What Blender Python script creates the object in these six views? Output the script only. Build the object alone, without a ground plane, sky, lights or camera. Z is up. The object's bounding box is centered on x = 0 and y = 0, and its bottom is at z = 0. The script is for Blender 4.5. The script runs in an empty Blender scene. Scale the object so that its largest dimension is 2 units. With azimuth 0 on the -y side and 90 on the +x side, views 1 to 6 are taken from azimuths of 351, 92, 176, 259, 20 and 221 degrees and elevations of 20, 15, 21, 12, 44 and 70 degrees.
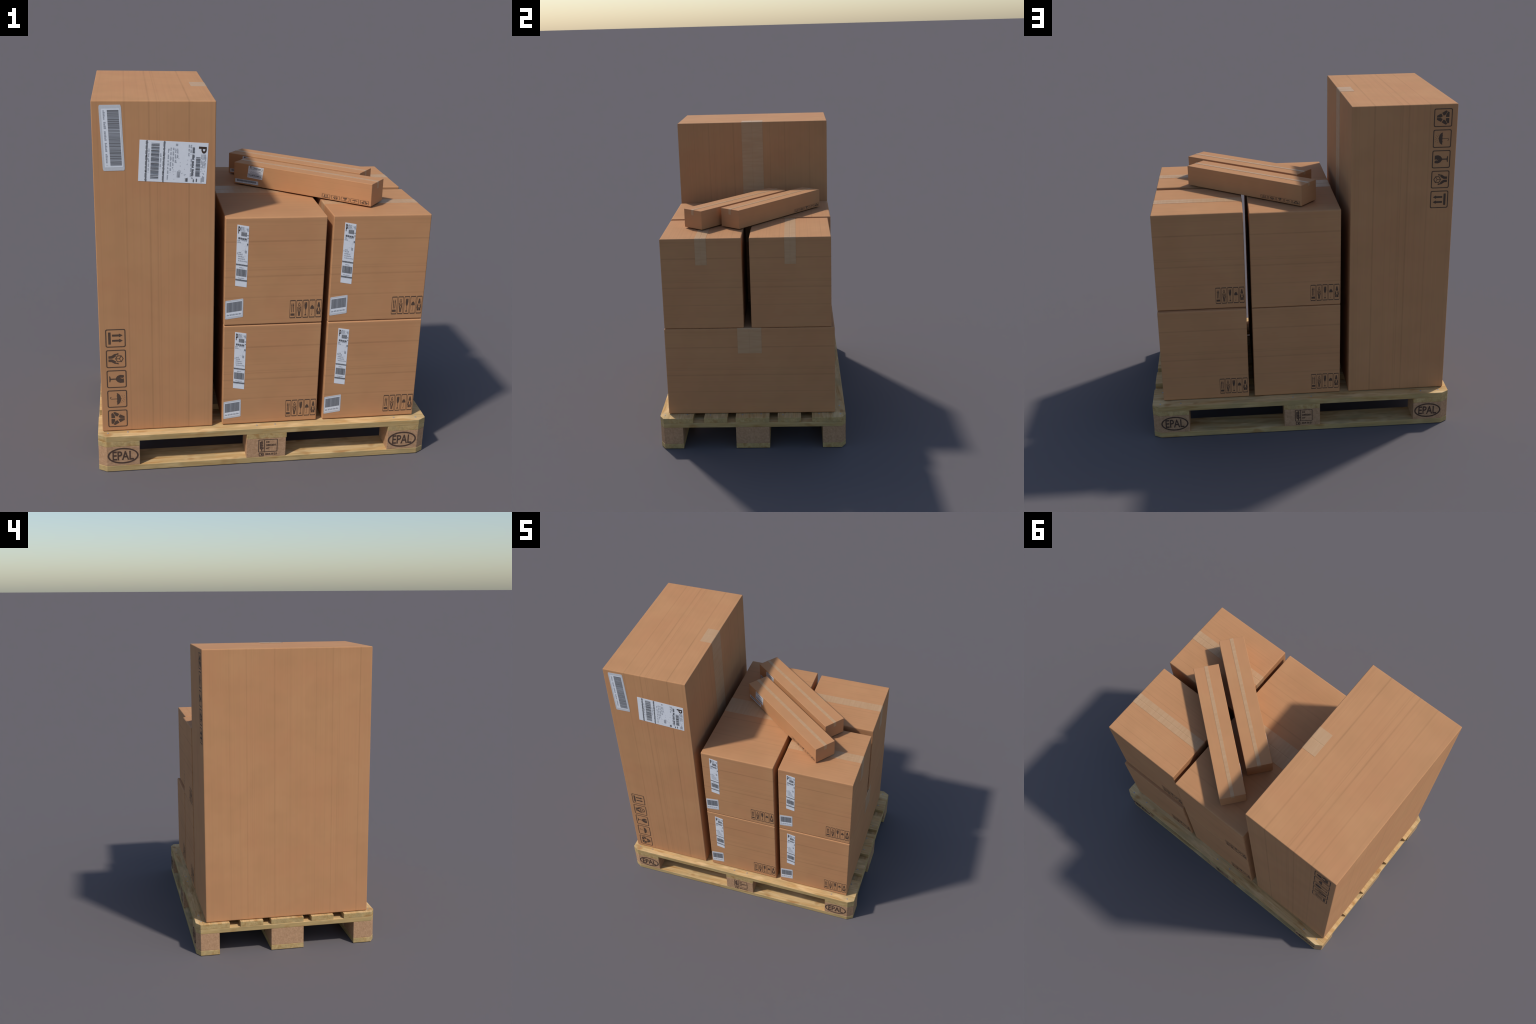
"""A loaded wooden pallet: one tall carton, five stacked cartons and two long slim cartons on top."""
import bpy, bmesh, math, random
from mathutils import Matrix, Vector

COL = bpy.context.scene.collection

# ------------------------------------------------------------------ node helpers
def new_material(name):
    m = bpy.data.materials.new(name)
    m.use_nodes = True
    nt = m.node_tree
    nt.nodes.clear()
    out = nt.nodes.new("ShaderNodeOutputMaterial")
    bsdf = nt.nodes.new("ShaderNodeBsdfPrincipled")
    nt.links.new(bsdf.outputs[0], out.inputs[0])
    return m, nt, bsdf

class Net:
    """small convenience wrapper to chain shader nodes"""
    def __init__(self, nt):
        self.nt = nt
    def link(self, src, dst):
        if isinstance(src, (int, float)):
            dst.default_value = src
        elif isinstance(src, (tuple, list)):
            dst.default_value = tuple(src) + ((1.0,) if len(src) == 3 and len(dst.default_value) == 4 else ())
        else:
            self.nt.links.new(src, dst)
    def math(self, op, a, b=0.0, c=0.0, clamp=False):
        n = self.nt.nodes.new("ShaderNodeMath")
        n.operation = op
        n.use_clamp = clamp
        for i, v in enumerate((a, b, c)):
            self.link(v, n.inputs[i])
        return n.outputs[0]
    def coord(self, which):
        return self.nt.nodes.new("ShaderNodeTexCoord").outputs[which]
    def split(self, v):
        n = self.nt.nodes.new("ShaderNodeSeparateXYZ")
        self.nt.links.new(v, n.inputs[0])
        return n.outputs
    def join(self, x, y, z):
        n = self.nt.nodes.new("ShaderNodeCombineXYZ")
        for i, v in enumerate((x, y, z)):
            self.link(v, n.inputs[i])
        return n.outputs[0]
    def vadd(self, a, b):
        n = self.nt.nodes.new("ShaderNodeVectorMath")
        n.operation = "ADD"
        self.link(a, n.inputs[0]); self.link(b, n.inputs[1])
        return n.outputs[0]
    def vmul(self, a, b):
        n = self.nt.nodes.new("ShaderNodeVectorMath")
        n.operation = "MULTIPLY"
        self.link(a, n.inputs[0]); self.link(b, n.inputs[1])
        return n.outputs[0]
    def noise(self, vec, scale, detail=3.0, rough=0.5, distortion=0.0):
        n = self.nt.nodes.new("ShaderNodeTexNoise")
        self.nt.links.new(vec, n.inputs["Vector"])
        n.inputs["Scale"].default_value = scale
        n.inputs["Detail"].default_value = detail
        n.inputs["Roughness"].default_value = rough
        n.inputs["Distortion"].default_value = distortion
        return n.outputs[0]
    def ramp(self, fac, stops, interp="LINEAR"):
        n = self.nt.nodes.new("ShaderNodeValToRGB")
        r = n.color_ramp
        r.interpolation = interp
        while len(r.elements) > 1:
            r.elements.remove(r.elements[-1])
        for i, (p, c) in enumerate(stops):
            e = r.elements[0] if i == 0 else r.elements.new(p)
            e.position = p
            c = (c, c, c) if isinstance(c, (int, float)) else c
            e.color = (*c, 1.0)
        self.link(fac, n.inputs[0])
        return n.outputs[0]
    def mix(self, fac, a, b, mode="MIX"):
        n = self.nt.nodes.new("ShaderNodeMix")
        n.data_type = "RGBA"
        n.blend_type = mode
        self.link(fac, n.inputs[0]); self.link(a, n.inputs[6]); self.link(b, n.inputs[7])
        return n.outputs[2]
    def bump(self, height, strength, distance):
        n = self.nt.nodes.new("ShaderNodeBump")
        n.inputs["Strength"].default_value = strength
        n.inputs["Distance"].default_value = distance
        self.link(height, n.inputs["Height"])
        return n.outputs[0]

# ------------------------------------------------------------------ materials
# fluting lines, and last a soft dark band below the top edge: (position across the corrugation, darkness, half width)
FLUTE_LINES = [(.045, .05, .006), (.165, .03, .008), (.262, .17, .008), (.315, .05, .006), (.375, .06, .010),
               (.458, .22, .009), (.521, .14, .006), (.541, .12, .006), (.605, .06, .008), (.66, .05, .010),
               (.782, .26, .009), (.925, .07, .006), (.962, .10, .018)]

def cardboard(name, face, strength=1.0):
    m, nt, bsdf = new_material(name)
    N = Net(nt)
    gen = N.coord("Generated")
    x, y, z = N.split(gen)
    if face == "wall":
        t = z
    elif face == "lid":
        t = N.math("FRACT", N.math("MULTIPLY_ADD", y, 1.96, .05))
    else:
        t = N.math("FRACT", N.math("MULTIPLY_ADD", y, -1.96, 1.92))
    # ramps hold 32 stops at most: two ramps share the lines
    half = len(FLUTE_LINES) // 2
    lines = None
    for part in (FLUTE_LINES[:half], FLUTE_LINES[half:]):
        st = [(0.0, 1.0)]
        for p, d, w in part:
            st += [(p - w * 1.25, 1.0), (p - w * .12, 1.0 - d), (p + w * .12, 1.0 - d), (p + w * 1.25, 1.0)]
        r = N.ramp(t, st)
        lines = r if lines is None else N.mix(1.0, lines, r, "MULTIPLY")
    # streaks that run along the flutes, and soft blotches
    if face == "wall":
        sv = N.join(N.math("MULTIPLY", x, .6), N.math("MULTIPLY", y, .6), N.math("MULTIPLY", z, 34.0))
        fv = N.join(N.math("MULTIPLY", x, 2.5), N.math("MULTIPLY", y, 2.5), N.math("MULTIPLY", z, 150.0))
    else:
        sv = N.join(N.math("MULTIPLY", x, .6), N.math("MULTIPLY", y, 60.0), z)
        fv = N.join(N.math("MULTIPLY", x, 2.5), N.math("MULTIPLY", y, 260.0), z)
    obj = N.coord("Object")
    blot = N.noise(obj, 3.2, 3.0, .55, .4)
    hue = N.mix(N.ramp(blot, [(.36, 0.0), (.66, 1.0)]), CARD_A, CARD_B)
    blot2 = N.noise(N.vadd(obj, (7.3, 2.1, 4.4)), 6.5, 2.0, .5)
    hue = N.mix(N.math("MULTIPLY", N.ramp(blot2, [(.45, 0.0), (.72, 1.0)]), .5), hue, CARD_C)
    streak = N.ramp(N.noise(sv, 1.0, 3.0, .6), [(.25, 1.0 - .028 * strength), (.75, 1.0 + .020 * strength)])
    fine = N.ramp(N.noise(fv, 1.0, 2.0, .6), [(.25, 1.0 - .020 * strength), (.75, 1.0 + .018 * strength)])
    c = N.mix(1.0, hue, streak, "MULTIPLY")
    c = N.mix(1.0, c, fine, "MULTIPLY")
    fade = N.ramp(N.noise(N.vadd(obj, (1.7, 9.2, 3.3)), 4.5, 2.0, .5), [(.32, .62), (.66, 1.0)])
    c = N.mix(N.math("MULTIPLY", fade, (.72 if face == "wall" else .48) * strength), c, lines, "MULTIPLY")
    N.link(c, bsdf.inputs["Base Color"])
    bsdf.inputs["Roughness"].default_value = .8
    bsdf.inputs["Specular IOR Level"].default_value = .14
    h = N.math("ADD", N.math("MULTIPLY", lines, 1.0), N.math("MULTIPLY", N.noise(sv, 1.0, 3.0, .6), .25))
    N.link(N.bump(h, .22 * strength, .003), bsdf.inputs["Normal"])
    return m

CARD_A = (.562, .284, .132)
CARD_B = (.550, .266, .124)
CARD_C = (.500, .254, .116)

def plain(name, colour, rough=.6, spec=.3, grain=0.0, grain_scale=60.0, metallic=0.0):
    m, nt, bsdf = new_material(name)
    N = Net(nt)
    if grain:
        f = N.ramp(N.noise(N.coord("Object"), grain_scale, 3.0, .6), [(.25, 1.0 - grain), (.75, 1.0 + grain)])
        N.link(N.mix(1.0, colour, f, "MULTIPLY"), bsdf.inputs["Base Color"])
    else:
        bsdf.inputs["Base Color"].default_value = (*colour, 1)
    bsdf.inputs["Roughness"].default_value = rough
    bsdf.inputs["Specular IOR Level"].default_value = spec
    bsdf.inputs["Metallic"].default_value = metallic
    return m

def tape_material():
    m, nt, bsdf = new_material("packing_tape_film")
    N = Net(nt)
    obj = N.coord("Object")
    x, y, z = N.split(obj)
    wr = N.noise(N.join(N.math("MULTIPLY", x, 60.0), N.math("MULTIPLY", y, 6.0), N.math("MULTIPLY", z, 60.0)), 1.0, 3.0, .6)
    c = N.mix(N.ramp(wr, [(.3, 0.0), (.7, 1.0)]), (.515, .305, .160), (.560, .348, .195))
    N.link(c, bsdf.inputs["Base Color"])
    bsdf.inputs["Roughness"].default_value = .46
    bsdf.inputs["Specular IOR Level"].default_value = .20
    N.link(N.bump(wr, .12, .002), bsdf.inputs["Normal"])
    return m

def wood(name, axis, light, mid, dark, grey):
    """pine board; axis is the direction of the grain in the board's own frame"""
    m, nt, bsdf = new_material(name)
    N = Net(nt)
    rnd = nt.nodes.new("ShaderNodeObjectInfo").outputs["Random"]
    obj = N.vadd(N.coord("Object"), N.join(N.math("MULTIPLY", rnd, 37.0), N.math("MULTIPLY", rnd, 91.0), N.math("MULTIPLY", rnd, 53.0)))
    def stretched(along, across, shift=(0, 0, 0)):
        sc = [across] * 3
        sc[axis] = along
        return N.vadd(N.vmul(obj, tuple(sc)), shift)
    grain = N.noise(stretched(3.0, 38.0), 1.0, 4.0, .62, .6)
    fibre = N.noise(stretched(7.0, 120.0), 1.0, 3.0, .65)
    c = N.mix(N.ramp(grain, [(.36, 0.0), (.60, 1.0)]), light, mid)
    c = N.mix(N.math("MULTIPLY", N.ramp(grain, [(.56, 0.0), (.70, 1.0)]), .8), c, dark)
    grey_patch = N.noise(stretched(5.0, 14.0, (3.1, 8.7, 1.9)), 1.0, 3.0, .6)
    c = N.mix(N.math("MULTIPLY", N.ramp(grey_patch, [(.46, 0.0), (.64, 1.0)]), .7), c, grey)
    pale = N.noise(stretched(6.0, 20.0, (1.1, 5.7, 11.9)), 1.0, 2.0, .5)
    c = N.mix(N.math("MULTIPLY", N.ramp(pale, [(.56, 0.0), (.70, 1.0)]), .6), c, tuple(min(1.0, v * 1.12 + .03) for v in light))
    knot = N.noise(stretched(8.0, 17.0, (13.1, 1.7, 21.9)), 1.0, 1.0, .4)
    c = N.mix(N.math("MULTIPLY", N.ramp(knot, [(.63, 0.0), (.74, 1.0)]), .8), c, dark)
    c = N.mix(1.0, c, N.ramp(fibre, [(.25, .86), (.75, 1.09)]), "MULTIPLY")
    N.link(c, bsdf.inputs["Base Color"])
    bsdf.inputs["Roughness"].default_value = .8
    bsdf.inputs["Specular IOR Level"].default_value = .12
    N.link(N.bump(N.math("ADD", grain, N.math("MULTIPLY", fibre, .4)), .3, .003), bsdf.inputs["Normal"])
    return m

def chipboard():
    m, nt, bsdf = new_material("pressed_wood_chips")
    N = Net(nt)
    obj = N.coord("Object")
    v = nt.nodes.new("ShaderNodeTexVoronoi")
    nt.links.new(obj, v.inputs["Vector"])
    v.inputs["Scale"].default_value = 110.0
    chips = N.split(v.outputs["Color"])[0]
    soft = N.noise(obj, 75.0, 4.0, .65)
    c = N.mix(N.ramp(soft, [(.32, 0.0), (.68, 1.0)]), (.420, .238, .128), (.545, .325, .185))
    c = N.mix(1.0, c, N.ramp(chips, [(0.0, .95), (1.0, 1.05)]), "MULTIPLY")
    N.link(c, bsdf.inputs["Base Color"])
    bsdf.inputs["Roughness"].default_value = .8
    bsdf.inputs["Specular IOR Level"].default_value = .15
    N.link(N.bump(soft, .3, .003), bsdf.inputs["Normal"])
    return m

M_CARD = [cardboard("cardboard_wall", "wall"), cardboard("cardboard_lid", "lid"), cardboard("cardboard_base", "base")]
M_CARD_SLIM = [cardboard("slim_cardboard_wall", "wall", .45), cardboard("slim_cardboard_lid", "lid", .45), cardboard("slim_cardboard_base", "base", .45)]
M_TAPE = tape_material()
M_PAPER = plain("label_paper", (.80, .81, .84), .45, .4, .02, 90.0)
M_EDGE = plain("sticker_border_paper", (.60, .605, .625), .5, .35, .05, 120.0)
M_INK = plain("carton_ink", (.105, .064, .044), .7, .2, .15, 220.0)
M_BOLD = plain("label_bold_ink", (.060, .038, .028), .6, .2)
M_BAR = plain("label_bar_ink", (.125, .123, .128), .6, .2)
M_MID = plain("label_grey_ink", (.190, .190, .200), .6, .2)
M_FAINT = plain("label_faint_ink", (.40, .41, .44), .6, .2)
M_STAMP = plain("burnt_stamp_ink", (.095, .057, .042), .8, .1, .12, 160.0)
M_NAIL = plain("nail_steel", (.40, .39, .39), .5, .4, 0, 1, .4)
LIGHT, MID, DARK, GREY = (.735, .510, .255), (.630, .385, .155), (.450, .225, .078), (.520, .370, .175)
SAWN = [(.545, .380, .172), (.485, .320, .130), (.400, .225, .080), (.420, .310, .145)]
M_WOOD_X = [wood("pine_face_lengthwise", 0, LIGHT, MID, DARK, GREY), wood("pine_sawn_edge_lengthwise", 0, *SAWN)]
M_WOOD_Y = [wood("pine_face_crosswise", 1, LIGHT, MID, DARK, GREY), wood("pine_sawn_edge_crosswise", 1, *SAWN)]
M_CHIP = chipboard()

# ------------------------------------------------------------------ object helpers
def add_object(name, mesh, parent, local=None):
    o = bpy.data.objects.new(name, mesh)
    COL.objects.link(o)
    o.parent = parent
    if local is not None:
        o.matrix_local = local
    return o

def add_empty(name, location, rotation_z=0.0):
    e = bpy.data.objects.new(name, None)
    e.empty_display_size = .2
    COL.objects.link(e)
    e.location = location
    e.rotation_euler = (0, 0, rotation_z)
    return e

def mesh_from(name, verts, faces, mats, mat_index=None, smooth=False):
    me = bpy.data.meshes.new(name)
    me.from_pydata([tuple(v) for v in verts], [], faces)
    for m in mats:
        me.materials.append(m)
    if mat_index:
        for p, i in zip(me.polygons, mat_index):
            p.material_index = i
    if smooth:
        for p in me.polygons:
            p.use_smooth = True
    me.update()
    return me

# ------------------------------------------------------------------ flat print shapes (unit square)
def rect(x0, y0, x1, y1):
    return [(x0, y0), (x1, y0), (x1, y1), (x0, y1)]

def stroke(points, w, closed=False):
    """a line of even width as a row of quads"""
    n = len(points)
    L, R = [], []
    for i in range(n):
        a = points[(i - 1) % n] if closed or i > 0 else points[i]
        b = points[(i + 1) % n] if closed or i < n - 1 else points[i]
        dx, dy = b[0] - a[0], b[1] - a[1]
        l = math.hypot(dx, dy) or 1.0
        nx, ny = -dy / l * w / 2, dx / l * w / 2
        L.append((points[i][0] + nx, points[i][1] + ny))
        R.append((points[i][0] - nx, points[i][1] - ny))
    m = n if closed else n - 1
    return [[R[i], R[(i + 1) % n], L[(i + 1) % n], L[i]] for i in range(m)]

def arc(cx, cy, rx, ry, a0, a1, n):
    return [(cx + rx * math.cos(math.radians(a0 + (a1 - a0) * i / n)), cy + ry * math.sin(math.radians(a0 + (a1 - a0) * i / n))) for i in range(n + 1)]

def disc(cx, cy, r, n=8):
    return arc(cx, cy, r, r, 0, 360 - 360 / n, n - 1)

def rounded(x0, y0, x1, y1, rx, ry=None, n=4):
    ry = ry or rx
    return (arc(x1 - rx, y1 - ry, rx, ry, 0, 90, n) + arc(x0 + rx, y1 - ry, rx, ry, 90, 180, n)
            + arc(x0 + rx, y0 + ry, rx, ry, 180, 270, n) + arc(x1 - rx, y0 + ry, rx, ry, 270, 360, n))

def band(outer, inner):
    """ring between two outlines of the same point count"""
    n = len(outer)
    return [[outer[i], outer[(i + 1) % n], inner[(i + 1) % n], inner[i]] for i in range(n)]

def symbol_frame():
    return band(rounded(0, 0, 1, 1, .09), rounded(.048, .048, .952, .952, .06))

def symbol_this_way_up():
    s = [rect(.17, .14, .83, .26)]
    for cx in (.345, .635):
        s.append(rect(cx - .052, .33, cx + .052, .70))
        s.append([(cx - .10, .68), (cx + .10, .68), (cx, .86)])
    return s

def symbol_handle_with_care():
    hexa = [(.5 + .19 * math.cos(math.radians(a)), .665 + .19 * math.sin(math.radians(a))) for a in range(90, 450, 60)]
    s = stroke(hexa, .045, True)
    for a in (30, 150, 270):
        s += stroke([(.5, .665), (.5 + .19 * math.cos(math.radians(a)), .665 + .19 * math.sin(math.radians(a)))], .03)
    for sg in (-1, 1):
        f = lambda x, y: (.5 + sg * x, y)
        palm = [f(.025, .12), f(.155, .12), f(.165, .26), f(.27, .42), f(.30, .62), f(.235, .62), f(.215, .48), f(.09, .42), f(.025, .30)]
        s.append(palm if sg > 0 else palm[::-1])
        s += stroke([f(.235, .45), f(.305, .62)], .035)
        s += stroke([f(.10, .36), f(.17, .50)], .04)
    return s

def symbol_fragile():
    bowl = [(.29, .86), (.27, .68), (.33, .54), (.44, .46), (.56, .46), (.67, .54), (.73, .68), (.71, .86),
            (.48, .86), (.505, .77), (.455, .71), (.49, .63), (.42, .71), (.45, .77), (.405, .86)]
    return [bowl, rect(.47, .20, .53, .465), [(.33, .13), (.67, .13), (.67, .165), (.53, .205), (.47, .205), (.33, .165)]]

def symbol_keep_dry():
    dome = arc(.5, .47, .335, .215, 0, 180, 14)
    scallop = []
    for i in range(4):
        c = .5 - .335 + .335 / 4 + i * .335 / 2
        scallop += arc(c, .465, .335 / 4, .03, 180, 0, 4)[1:]
    s = [dome + scallop[:-1]]
    s += stroke([(.5, .47), (.5, .22)] + arc(.445, .21, .055, .07, 0, -180, 6), .026)
    s += stroke([(.5, .68), (.5, .72)], .03)
    for px, py in ((.30, .74), (.40, .78), (.52, .80), (.62, .76), (.70, .72), (.34, .86), (.46, .89), (.58, .87), (.68, .82)):
        s.append(disc(px, py, .016, 6))
    return s

def symbol_recycle():
    """thick broken bands chasing each other round a triangle"""
    s = []
    for k in range(3):
        a = math.radians(-120 * k)
        def turn(p):
            x, y = p[0] * math.cos(a) - p[1] * math.sin(a), p[0] * math.sin(a) + p[1] * math.cos(a)
            return (.5 + x, .455 + y)
        half = ((.014, .390), (.105, .390), (.232, .165), (.072, .078), (.014, .180))
        s.append([turn(p) for p in half])
        s.append([turn((-x, y)) for x, y in half[::-1]])
    return s

SYMBOLS = [symbol_this_way_up, symbol_handle_with_care, symbol_fragile, symbol_keep_dry, symbol_recycle]

def print_mesh(name, groups, place):
    """groups: list of (material, polygons in unit coords, lift); place(u, v, lift) -> local point"""
    V, F, MI, mats = [], [], [], []
    for mat, polys, lift in groups:
        if mat not in mats:
            mats.append(mat)
        for k, poly in enumerate(polys):
            F.append(list(range(len(V), len(V) + len(poly))))
            MI.append(mats.index(mat))
            layer = lift + (k % 11) * .00003        # overlapping strokes never share one plane
            V += [place(p[0], p[1], layer) for p in poly]
    me = mesh_from(name, V, F, mats, MI)
    return me

def slab_mesh(name, outline, place, thick, mat):
    """thin sheet of paper with real edges"""
    n = len(outline)
    V = [place(u, v, thick) for u, v in outline] + [place(u, v, 0.0) for u, v in outline]
    F = [list(range(n))] + [[i + n, (i + 1) % n + n, (i + 1) % n, i] for i in range(n)]
    return mesh_from(name, V, F, [mat])

def text_polys(body, weight=0.0):
    """built-in font as polygons, scaled into the unit square"""
    cu = bpy.data.curves.new("lettering", "FONT")
    cu.body = body
    cu.offset = weight
    cu.resolution_u = 3
    ob = bpy.data.objects.new("lettering", cu)
    COL.objects.link(ob)
    bpy.context.view_layer.update()
    dg = bpy.context.evaluated_depsgraph_get()
    me = bpy.data.meshes.new_from_object(ob.evaluated_get(dg))
    xs = [v.co.x for v in me.vertices]; ys = [v.co.y for v in me.vertices]
    x0, x1, y0, y1 = min(xs), max(xs), min(ys), max(ys)
    polys = [[((me.vertices[i].co.x - x0) / (x1 - x0), (me.vertices[i].co.y - y0) / (y1 - y0)) for i in p.vertices] for p in me.polygons]
    bpy.data.objects.remove(ob)
    bpy.data.meshes.remove(me)
    bpy.data.curves.remove(cu)
    return polys

def fit(polys, x0, y0, x1, y1):
    return [[(x0 + p[0] * (x1 - x0), y0 + p[1] * (y1 - y0)) for p in poly] for poly in polys]

def bars(rng, x0, y0, x1, y1, unit):
    """bar code: bars and spaces of one to three units"""
    out, x = [], x0
    while x < x1 - unit:
        w = min(unit * rng.choice((1, 1, 2, 2, 3)), x1 - x)
        out.append(rect(x, y0, x + w, y1))
        x += w + unit * rng.choice((1, 1, 1, 2))
    return out

def scribble(rng, x0, x1, y, h, word=(.05, .12)):
    """a line of type too small to read: word blocks of ragged height"""
    out, x = [], x0
    while x < x1:
        w = min(rng.uniform(*word), x1 - x)
        n = max(2, int(w / .022))
        for i in range(n):
            a = x + w * i / n
            hh = h * rng.uniform(.55, 1.0)
            out.append(rect(a, y, a + w / n * .78, y + hh))
        x += w + .03
    return out

# ------------------------------------------------------------------ cartons
TAPE_WIDTH = .142           # share of the depth
TAPE_DROP_A, TAPE_DROP_B = .145, .29   # how far it runs down the two ends, share of the height
LABEL = ((.105, .380), (.1145, -.019), (.0105, .560))      # corner, edge along, edge up, as shares of the front panel
STICKER = ((.012, .060), (.179, .020), (-.001, .177))
SYMBOL_FIRST, SYMBOL_PITCH, SYMBOL_W, SYMBOL_Z, SYMBOL_H = .662, .0665, .058, .052, .174

def carton_body(X, Y, Z, bx, by, bz, mats):
    """closed carton with softly rounded edges; the rounding may differ per axis"""
    bm = bmesh.new()
    bmesh.ops.create_cube(bm, size=1.0)
    # bevel in a space where the rounding is even, then stretch back
    for v in bm.verts:
        v.co = Vector((v.co.x * X / bx, v.co.y * Y / by, v.co.z * Z / bz))
    bmesh.ops.bevel(bm, geom=bm.edges[:], offset=1.0, segments=4, profile=.5, affect="EDGES")
    for v in bm.verts:
        v.co = Vector((v.co.x * bx, v.co.y * by, v.co.z * bz + Z / 2))
    bm.normal_update()
    for f in bm.faces:
        n = f.normal
        f.smooth = True
        f.material_index = 0 if abs(n.z) < .72 else (1 if n.z > 0 else 2)
    me = bpy.data.meshes.new("carton")
    bm.to_mesh(me)
    bm.free()
    for m in mats:
        me.materials.append(m)
    return me

def tape_mesh(X, Y, Z, bx, bz):
    """one strip across the lid seam, folded down over both ends"""
    w = TAPE_WIDTH * Y
    lift, groove = .0012, .0003
    def path(e):
        hx = X / 2
        p = [(-hx - e, Z * (1 - TAPE_DROP_A)), (-hx - e, Z - bz)]
        p += [(-hx + bx - (bx + e) * math.cos(math.radians(a)), Z - bz + (bz + e) * math.sin(math.radians(a))) for a in (22.5, 45, 67.5)]
        p += [(-hx + bx, Z + e)] + [(-hx + bx + (X - 2 * bx) * i / 6, Z + e) for i in range(1, 6)] + [(hx - bx, Z + e)]
        p += [(hx - bx + (bx + e) * math.sin(math.radians(a)), Z - bz + (bz + e) * math.cos(math.radians(a))) for a in (22.5, 45, 67.5)]
        p += [(hx + e, Z - bz), (hx + e, Z * (1 - TAPE_DROP_B))]
        return p
    g = .0030
    if Y < .3:
        groove = lift
    cols = [(-w / 2, -.0006), (-w / 2 + .0004, lift), (-g, lift), (-g * .4, groove), (g * .4, groove), (g, lift), (w / 2 - .0004, lift), (w / 2, -.0006)]
    rows = [path(e) for _, e in cols]
    n = len(rows[0])
    V, F = [], []
    for (yy, _), r in zip(cols, rows):
        V += [(p[0], yy, p[1]) for p in r]
    for c in range(len(cols) - 1):
        for i in range(n - 1):
            F.append([c * n + i, c * n + i + 1, (c + 1) * n + i + 1, (c + 1) * n + i])
    F.reverse()
    me = mesh_from("adhesive_tape", V, F, [M_TAPE])
    bm = bmesh.new(); bm.from_mesh(me)
    bmesh.ops.recalc_face_normals(bm, faces=bm.faces[:])
    top = max(bm.faces, key=lambda f: f.calc_center_median().z)
    if top.normal.z < 0:
        bmesh.ops.reverse_faces(bm, faces=bm.faces[:])
    bm.to_mesh(me); bm.free()
    return me

def label_groups():
    rng = random.Random(11)
    line1 = [rect(0.0, .098, 1.0, .118)] + scribble(rng, .02, .98, .090, .036)
    line2 = [rect(0.0, .352, 1.0, .370)] + scribble(rng, .02, .98, .345, .032)
    rules = line1 + line2
    dark = bars(rng, .06, .172, .93, .290, .0085)
    dark += bars(rng, .35, .830, .83, .895, .0075) 
    dark += scribble(rng, .12, .88, .772, .036, (.10, .18))
    dark += [rect(.88, .690, .965, .722), rect(.90, .80, .97, .815), rect(.88, .845, .96, .86)]
    faint = scribble(rng, .20, .78, .132, .018) + scribble(rng, .30, .68, .305, .020)
    for y, a, b in ((.415, .18, .95), (.450, .15, .76), (.485, .15, .66), (.520, .17, .52), (.548, .17, .40), (.712, .06, .36), (.742, .06, .30), (.752, .40, .85)):
        faint += scribble(rng, a, b, y, .022)
    faint += [rect(.72, .560, .87, .605), rect(.76, .575, .83, .592), rect(.05, .525, .10, .555)]
    for y in (.905, .925, .945, .962):
        faint += scribble(rng, .28, .62, y, .016, (.10, .2))
    faint += [rect(.83, .93, .95, .965), rect(.86, .915, .97, .93)]
    for _ in range(34):
        faint.append(disc(rng.uniform(.40, .96), rng.uniform(.50, .72), .007, 5))
    for _ in range(10):
        faint.append(disc(rng.uniform(.64, .82), rng.uniform(.90, .97), .009, 5))
    p_stem = rect(.092, .862, .144, .978)
    p_bowl = band(arc(.165, .939, .090, .039, 90, -90, 10) + [(.144, .900), (.144, .978)],
                  arc(.165, .939, .038, .018, 90, -90, 10) + [(.144, .921), (.144, .957)])
    return [(M_MID, rules, .0005), (M_BAR, dark, .0006), (M_FAINT, faint, .0004), (M_BOLD, [p_stem] + p_bowl, .0007)]

def sticker_groups():
    rng = random.Random(5)
    white = [rect(.055, .10, .945, .92)]
    dark = bars(rng, .075, .36, .925, .88, .0095)
    faint = scribble(rng, .08, .92, .17, .10, (.10, .15))
    return [(M_PAPER, white, .0003), (M_FAINT, [rect(.075, .36, .925, .88)], .00045), (M_MID, dark, .0006), (M_FAINT, faint, .0006)]

_mesh_cache = {}

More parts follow.
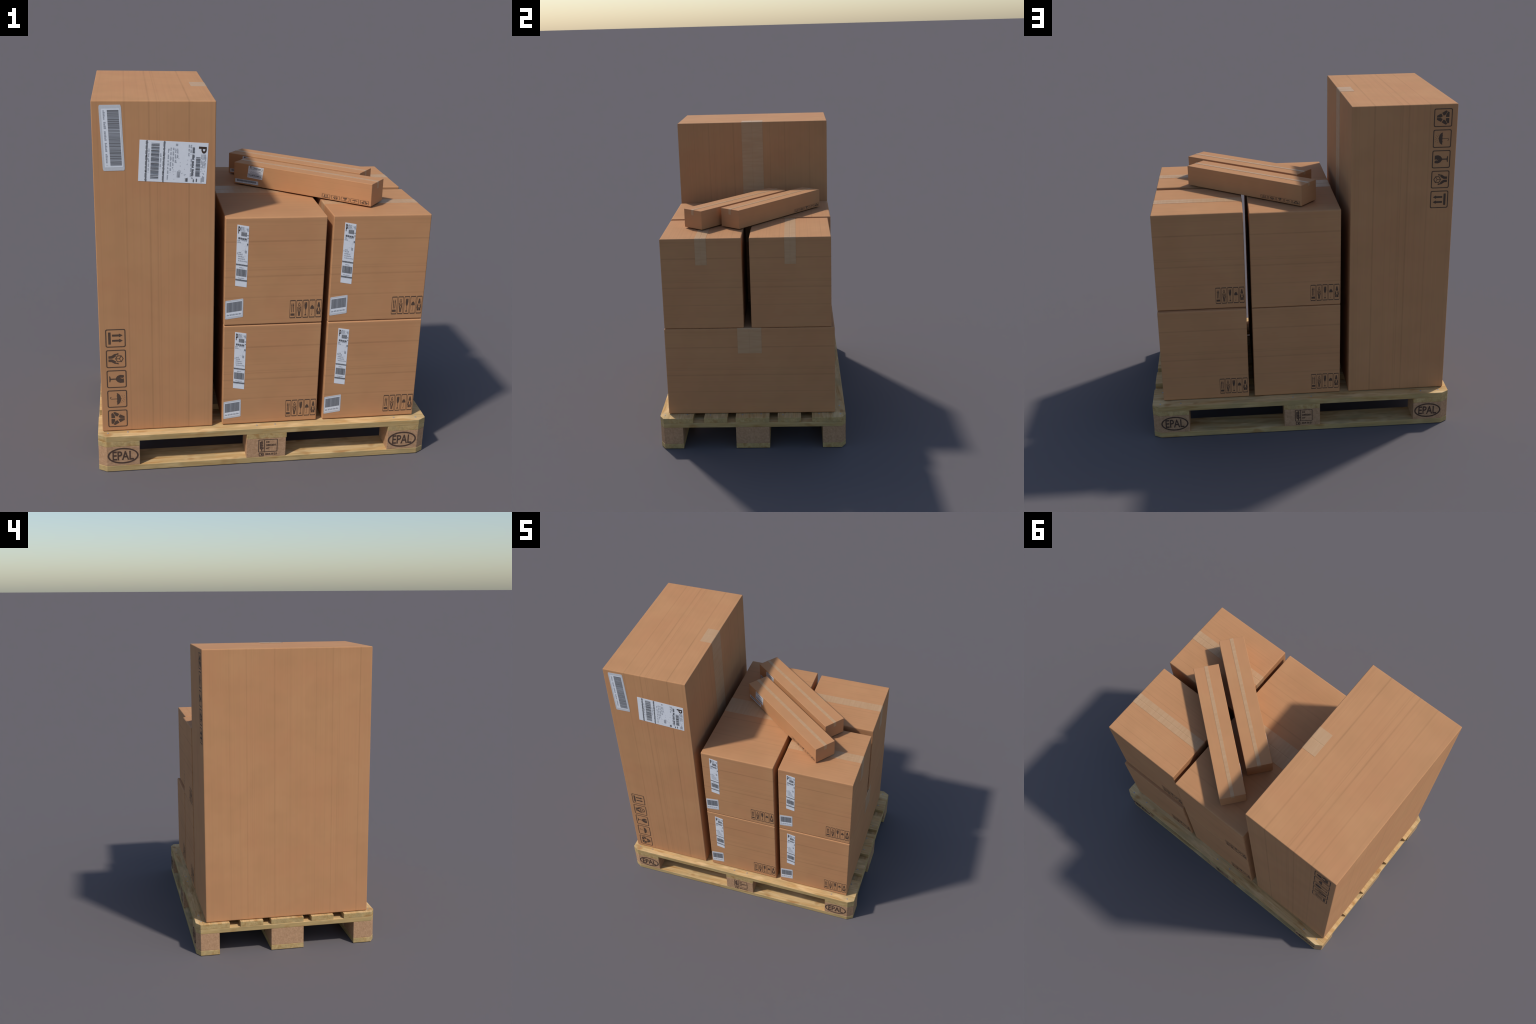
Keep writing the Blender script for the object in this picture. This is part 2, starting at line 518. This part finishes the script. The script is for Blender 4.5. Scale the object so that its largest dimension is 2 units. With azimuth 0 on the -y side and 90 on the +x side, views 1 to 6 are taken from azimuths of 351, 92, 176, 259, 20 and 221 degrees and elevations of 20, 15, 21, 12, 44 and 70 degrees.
def build_box(root, size, round_xyz, local=None):
    """children of one carton thing; size in the carton's own frame (front label on -y)"""
    local = local or Matrix.Identity(4)
    X, Y, Z = size
    key = tuple(size) + tuple(round_xyz)
    front = lambda u, w, e: ((u - .5) * X, -Y / 2 - e, w * Z)
    back = lambda u, w, e: ((.5 - u) * X, Y / 2 + e, w * Z)
    def on_front(corner, ax, up, base):
        return lambda u, v, e: front(corner[0] + ax[0] * u + up[0] * v, corner[1] + ax[1] * u + up[1] * v, base + e)
    if key not in _mesh_cache:
        d = {}
        d["carton"] = carton_body(X, Y, Z, *round_xyz, M_CARD if Y > .3 else M_CARD_SLIM)
        d["tape"] = tape_mesh(X, Y, Z, round_xyz[0], round_xyz[2])
        lab = on_front(*LABEL, 0.0)
        d["label"] = slab_mesh("shipping_label", rect(0, 0, 1, 1), lab, .0009, M_PAPER)
        d["label_print"] = print_mesh("label_printing", label_groups(), on_front(*LABEL, .0009))
        stk = on_front(*STICKER, 0.0)
        d["sticker"] = slab_mesh("barcode_sticker", rounded(0, 0, 1, 1, .05), stk, .0009, M_EDGE)
        d["sticker_print"] = print_mesh("barcode_printing", sticker_groups(), on_front(*STICKER, .0009))
        for side, place in (("front", front), ("back", back)):
            for i, sym in enumerate(SYMBOLS):
                u0 = SYMBOL_FIRST + i * SYMBOL_PITCH
                pl = lambda u, v, e, u0=u0, place=place: place(u0 + u * SYMBOL_W, SYMBOL_Z + v * SYMBOL_H, e)
                me = print_mesh("handling_symbol", [(M_INK, symbol_frame() + sym(), .0007)], pl)
                d[side, i] = me
        _mesh_cache[key] = d
    d = _mesh_cache[key]
    body = add_object("carton", d["carton"], root, local)
    wn = body.modifiers.new("weighted_normals", "WEIGHTED_NORMAL")
    wn.weight = 100
    wn.keep_sharp = False
    add_object("adhesive_tape", d["tape"], root, local)
    lab = add_object("shipping_label", d["label"], root, local)
    add_object("label_printing", d["label_print"], lab)
    stk = add_object("barcode_sticker", d["sticker"], root, local)
    add_object("barcode_printing", d["sticker_print"], stk)
    for side in ("front", "back"):
        for i in range(5):
            add_object("handling_symbol", d[side, i], root, local)

# ------------------------------------------------------------------ pallet
K = 1.5258 / 1000.0          # the load is drawn larger than life: metres per real millimetre
CHAMFER_X, CHAMFER_Y = .044, .027
DECK = .2155                 # top of the pallet

def block_mesh(name, sx, sy, sz, mat, cut=(), bevel=.0022):
    """cuboid centred in x and y, standing on z = 0; cut lists the corners taken off"""
    hx, hy = sx / 2, sy / 2
    outline = []
    for cx, cy in ((-1, -1), (1, -1), (1, 1), (-1, 1)):
        if (cx, cy) in cut:
            a = (cx * hx, cy * (hy - CHAMFER_Y))
            b = (cx * (hx - CHAMFER_X), cy * hy)
            outline += [a, b] if cx * cy > 0 else [b, a]
        else:
            outline.append((cx * hx, cy * hy))
    n = len(outline)
    bm = bmesh.new()
    lo = [bm.verts.new((x, y, 0)) for x, y in outline]
    hi = [bm.verts.new((x, y, sz)) for x, y in outline]
    bm.faces.new(lo[::-1]); bm.faces.new(hi)
    for i in range(n):
        bm.faces.new((lo[i], lo[(i + 1) % n], hi[(i + 1) % n], hi[i]))
    bmesh.ops.bevel(bm, geom=bm.edges[:], offset=bevel, segments=2, profile=.5, affect="EDGES")
    bm.normal_update()
    me = bpy.data.meshes.new(name)
    bm.to_mesh(me)
    bm.free()
    for m in (mat if isinstance(mat, list) else [mat]):
        me.materials.append(m)
    if isinstance(mat, list):            # rough sawn narrow sides take the second wood
        for p in me.polygons:
            p.material_index = 0 if abs(p.normal.z) > .6 else 1
    return me

def build_pallet():
    rng = random.Random(3)
    root = add_empty("wooden_pallet", (0, 0, 0))
    root["label"] = "pale pine euro pallet with chipboard blocks and burnt stamps"
    root["category"] = "pallet"
    L, W, T = 1200 * K, 800 * K, .0335
    foot_h, cross_t, deck_t = .1165, .0315, DECK - .1815
    col_x = [-527.5 * K, 0.0, 527.5 * K]
    # bottom runners
    for yc, w in ((-350, 100), (0, 145), (350, 100)):
        cut = () if yc == 0 else tuple((sx, 1 if yc > 0 else -1) for sx in (-1, 1))
        add_object("bottom_board", block_mesh("bottom_board", L, w * K, T, M_WOOD_X, cut), root, Matrix.Translation((0, yc * K, 0)))
    # chipboard blocks with their stamps
    epal = text_polys("EPAL", .020)
    ring = [(math.cos(a), math.sin(a)) for a in (2 * math.pi * i / 48 for i in range(48))]
    for i, xc in enumerate(col_x):
        for yc, w in ((-350, 100), (0, 145), (350, 100)):
            sy = 0 if yc == 0 else (1 if yc > 0 else -1)
            sx = i - 1
            cut = ((sx, sy),) if sx and sy else ()
            jig = (rng.uniform(-.002, .002) if not sx else 0.0)
            b = add_object("spacer_block", block_mesh("spacer_block", 145 * K - .001, w * K - .001, foot_h - .0004, M_CHIP, cut),
                           root, Matrix.Translation((xc + jig, yc * K, T + .0002)))
            if not sy:
                continue
            face = lambda u, v, e, sy=sy, w=w: (-sy * u, sy * ((w * K - .001) / 2 + e), v)
            zc = .095 - T
            if sx:
                shift = (.784 - 527.5 * K) * (-sx * sy)
                if sy < 0:
                    shift = -.004 if sx > 0 else .020
                    shift = {-1: .020, 1: -.024}[sx]
                else:
                    shift = {-1: -.020, 1: .020}[sx]
                rx, ry, th = .083, .049, .0088
                oval = band([(shift + rx * c, zc + ry * s) for c, s in ring], [(shift + (rx - th) * c, zc + (ry - th) * s) for c, s in ring])
                words = fit(epal, shift - .057, zc - .027, shift + .057, zc + .029)
                me = print_mesh("burnt_stamp", [(M_STAMP, oval + words, .0008)], face)
            else:
                me = print_mesh("burnt_stamp", [(M_STAMP, treatment_mark(), .0008)], lambda u, v, e: face(-.045 + u * .108, .006 + v * .106, e))
            add_object("burnt_stamp", me, b)
    # cross boards
    for i, xc in enumerate(col_x):
        sx = i - 1
        cut = tuple((sx, s) for s in (-1, 1)) if sx else ()
        add_object("cross_board", block_mesh("cross_board", 145 * K + (.002 if not sx else 0), W - .001, cross_t - .0004, M_WOOD_Y, cut),
                   root, Matrix.Translation((xc + (.001 if not sx else 0), 0, T + foot_h + .0002)))
    # deck boards with nails
    nail = nail_mesh()
    for yc, w in ((-327.5, 145), (-158, 100), (0, 145), (158, 100), (327.5, 145)):
        sy = 0 if abs(yc) < 300 else (1 if yc > 0 else -1)
        cut = tuple((s, sy) for s in (-1, 1)) if sy else ()
        short = 0.0 if sy else rng.uniform(.002, .006)
        b = add_object("deck_board", block_mesh("deck_board", L - short, w * K, deck_t, M_WOOD_X, cut), root, Matrix.Translation((0, yc * K, DECK - deck_t)))
        for xc in col_x:
            if sy:
                spots = [(-.06, .574), (.06, .574), (.052 if xc > 0 else -.055, .436)]
                spots = [(a, sy * c - yc * K) for a, c in spots]
            elif yc == 0:
                spots = [(-.06, -.06), (.06, .058), (.05, -.062)]
            else:
                spots = [(.065, -.038), (-.06, .040)]
            for a, c in spots:
                m = Matrix.Translation((xc + a + rng.uniform(-.012, .012), c + rng.uniform(-.006, .006), deck_t)) @ Matrix.Rotation(rng.uniform(0, 6), 4, "Z")
                add_object("nail_head", nail, b, m)
    return root

def treatment_mark():
    """framed heat-treatment mark: ear of wheat, three lines of code and a date line"""
    s = band(rounded(0, .24, 1, 1, .04, n=2), rounded(.035, .275, .965, .965, .02, n=2))
    s.append(rect(.30, .26, .335, .98))
    s += stroke([(.185, .30), (.185, .93)], .05)
    s += stroke([(.11, .47), (.10, .86)], .055) + stroke([(.10, .47), (.185, .40)], .05) + stroke([(.185, .42), (.29, .50)], .045)
    for y in (.56, .66, .76, .86):
        s += stroke([(.185, y - .05), (.25, y)], .035) + stroke([(.185, y - .05), (.12, y)], .035)
    s += fit(text_polys("DE", .035), .40, .79, .58, .89)
    s += fit(text_polys("280201", .035), .40, .59, .92, .71)
    s += fit(text_polys("HT", .035), .40, .40, .60, .50)
    s += band(rounded(.04, .0, .30, .19, .04, n=2), rounded(.075, .035, .265, .155, .02, n=2)) + [rect(.15, .06, .24, .13)]
    s += fit(text_polys("004-0-21", .035), .38, .05, .98, .17)
    return s

def nail_mesh():
    bm = bmesh.new()
    bmesh.ops.create_cone(bm, cap_ends=True, segments=8, radius1=.0062, radius2=.0050, depth=.003)
    me = bpy.data.meshes.new("nail_head")
    bm.to_mesh(me)
    bm.free()
    me.materials.append(M_NAIL)
    return me

# ------------------------------------------------------------------ assembly
build_pallet()
FLOOR = .2190                # the cartons stand a few millimetres clear of the deck
H = .5945                    # height of a standard carton
LONG_ROUND, CUBE_ROUND = (.005, .010, .007), (.005, .006, .007)

def place_box(x, y, z, size, rounding, label, rot=0.0, local=None):
    root = add_empty("cardboard_box", (x, y, z), rot)
    root["label"] = label
    root["category"] = "cardboard box"
    build_box(root, size, rounding, local)

# two long cartons below, one long and two short cartons on them
UPPER = FLOOR + H + .0024
place_box(.0226, -.0063, FLOOR, (.530, 1.097, H), LONG_ROUND, "long brown corrugated carton with label and handling symbols")
place_box(.5848, -.0063, FLOOR, (.527, 1.097, H), LONG_ROUND, "long brown corrugated carton with label and handling symbols")
place_box(.0226, -.0063, UPPER, (.530, 1.097, H), LONG_ROUND, "long brown corrugated carton taped along the lid")
place_box(.5844, -.2958, UPPER, (.5265, .512, H), CUBE_ROUND, "square brown corrugated carton taped along the lid")
place_box(.5846, .2659, UPPER, (.5265, .512, H), CUBE_ROUND, "square brown corrugated carton taped along the lid")
# the tall carton is the same pattern standing on its end: its lid faces +x, its left end is up
TALL, TALL_D = 2.0 - FLOOR - .0012, .5945
stand = Matrix.Translation((-TALL_D / 2, 0, TALL / 2)) @ Matrix.Rotation(math.radians(90), 4, "Y")
place_box(-.5933, -.0070, FLOOR, (TALL, 1.099, TALL_D), (.007, .005, .0045), "tall brown carton standing on end with white labels", local=stand)
# slim cartons lying across the tops
SLIM = (.857, .157, .1228)
TOP = UPPER + H + .0080
place_box(.2660, -.0955, TOP, SLIM, (.003, .003, .003), "long slim brown carton with narrow tape", math.radians(-38.85))
place_box(.2648, .1470, TOP, SLIM, (.003, .003, .003), "long slim brown carton with narrow tape", math.radians(-38.9))
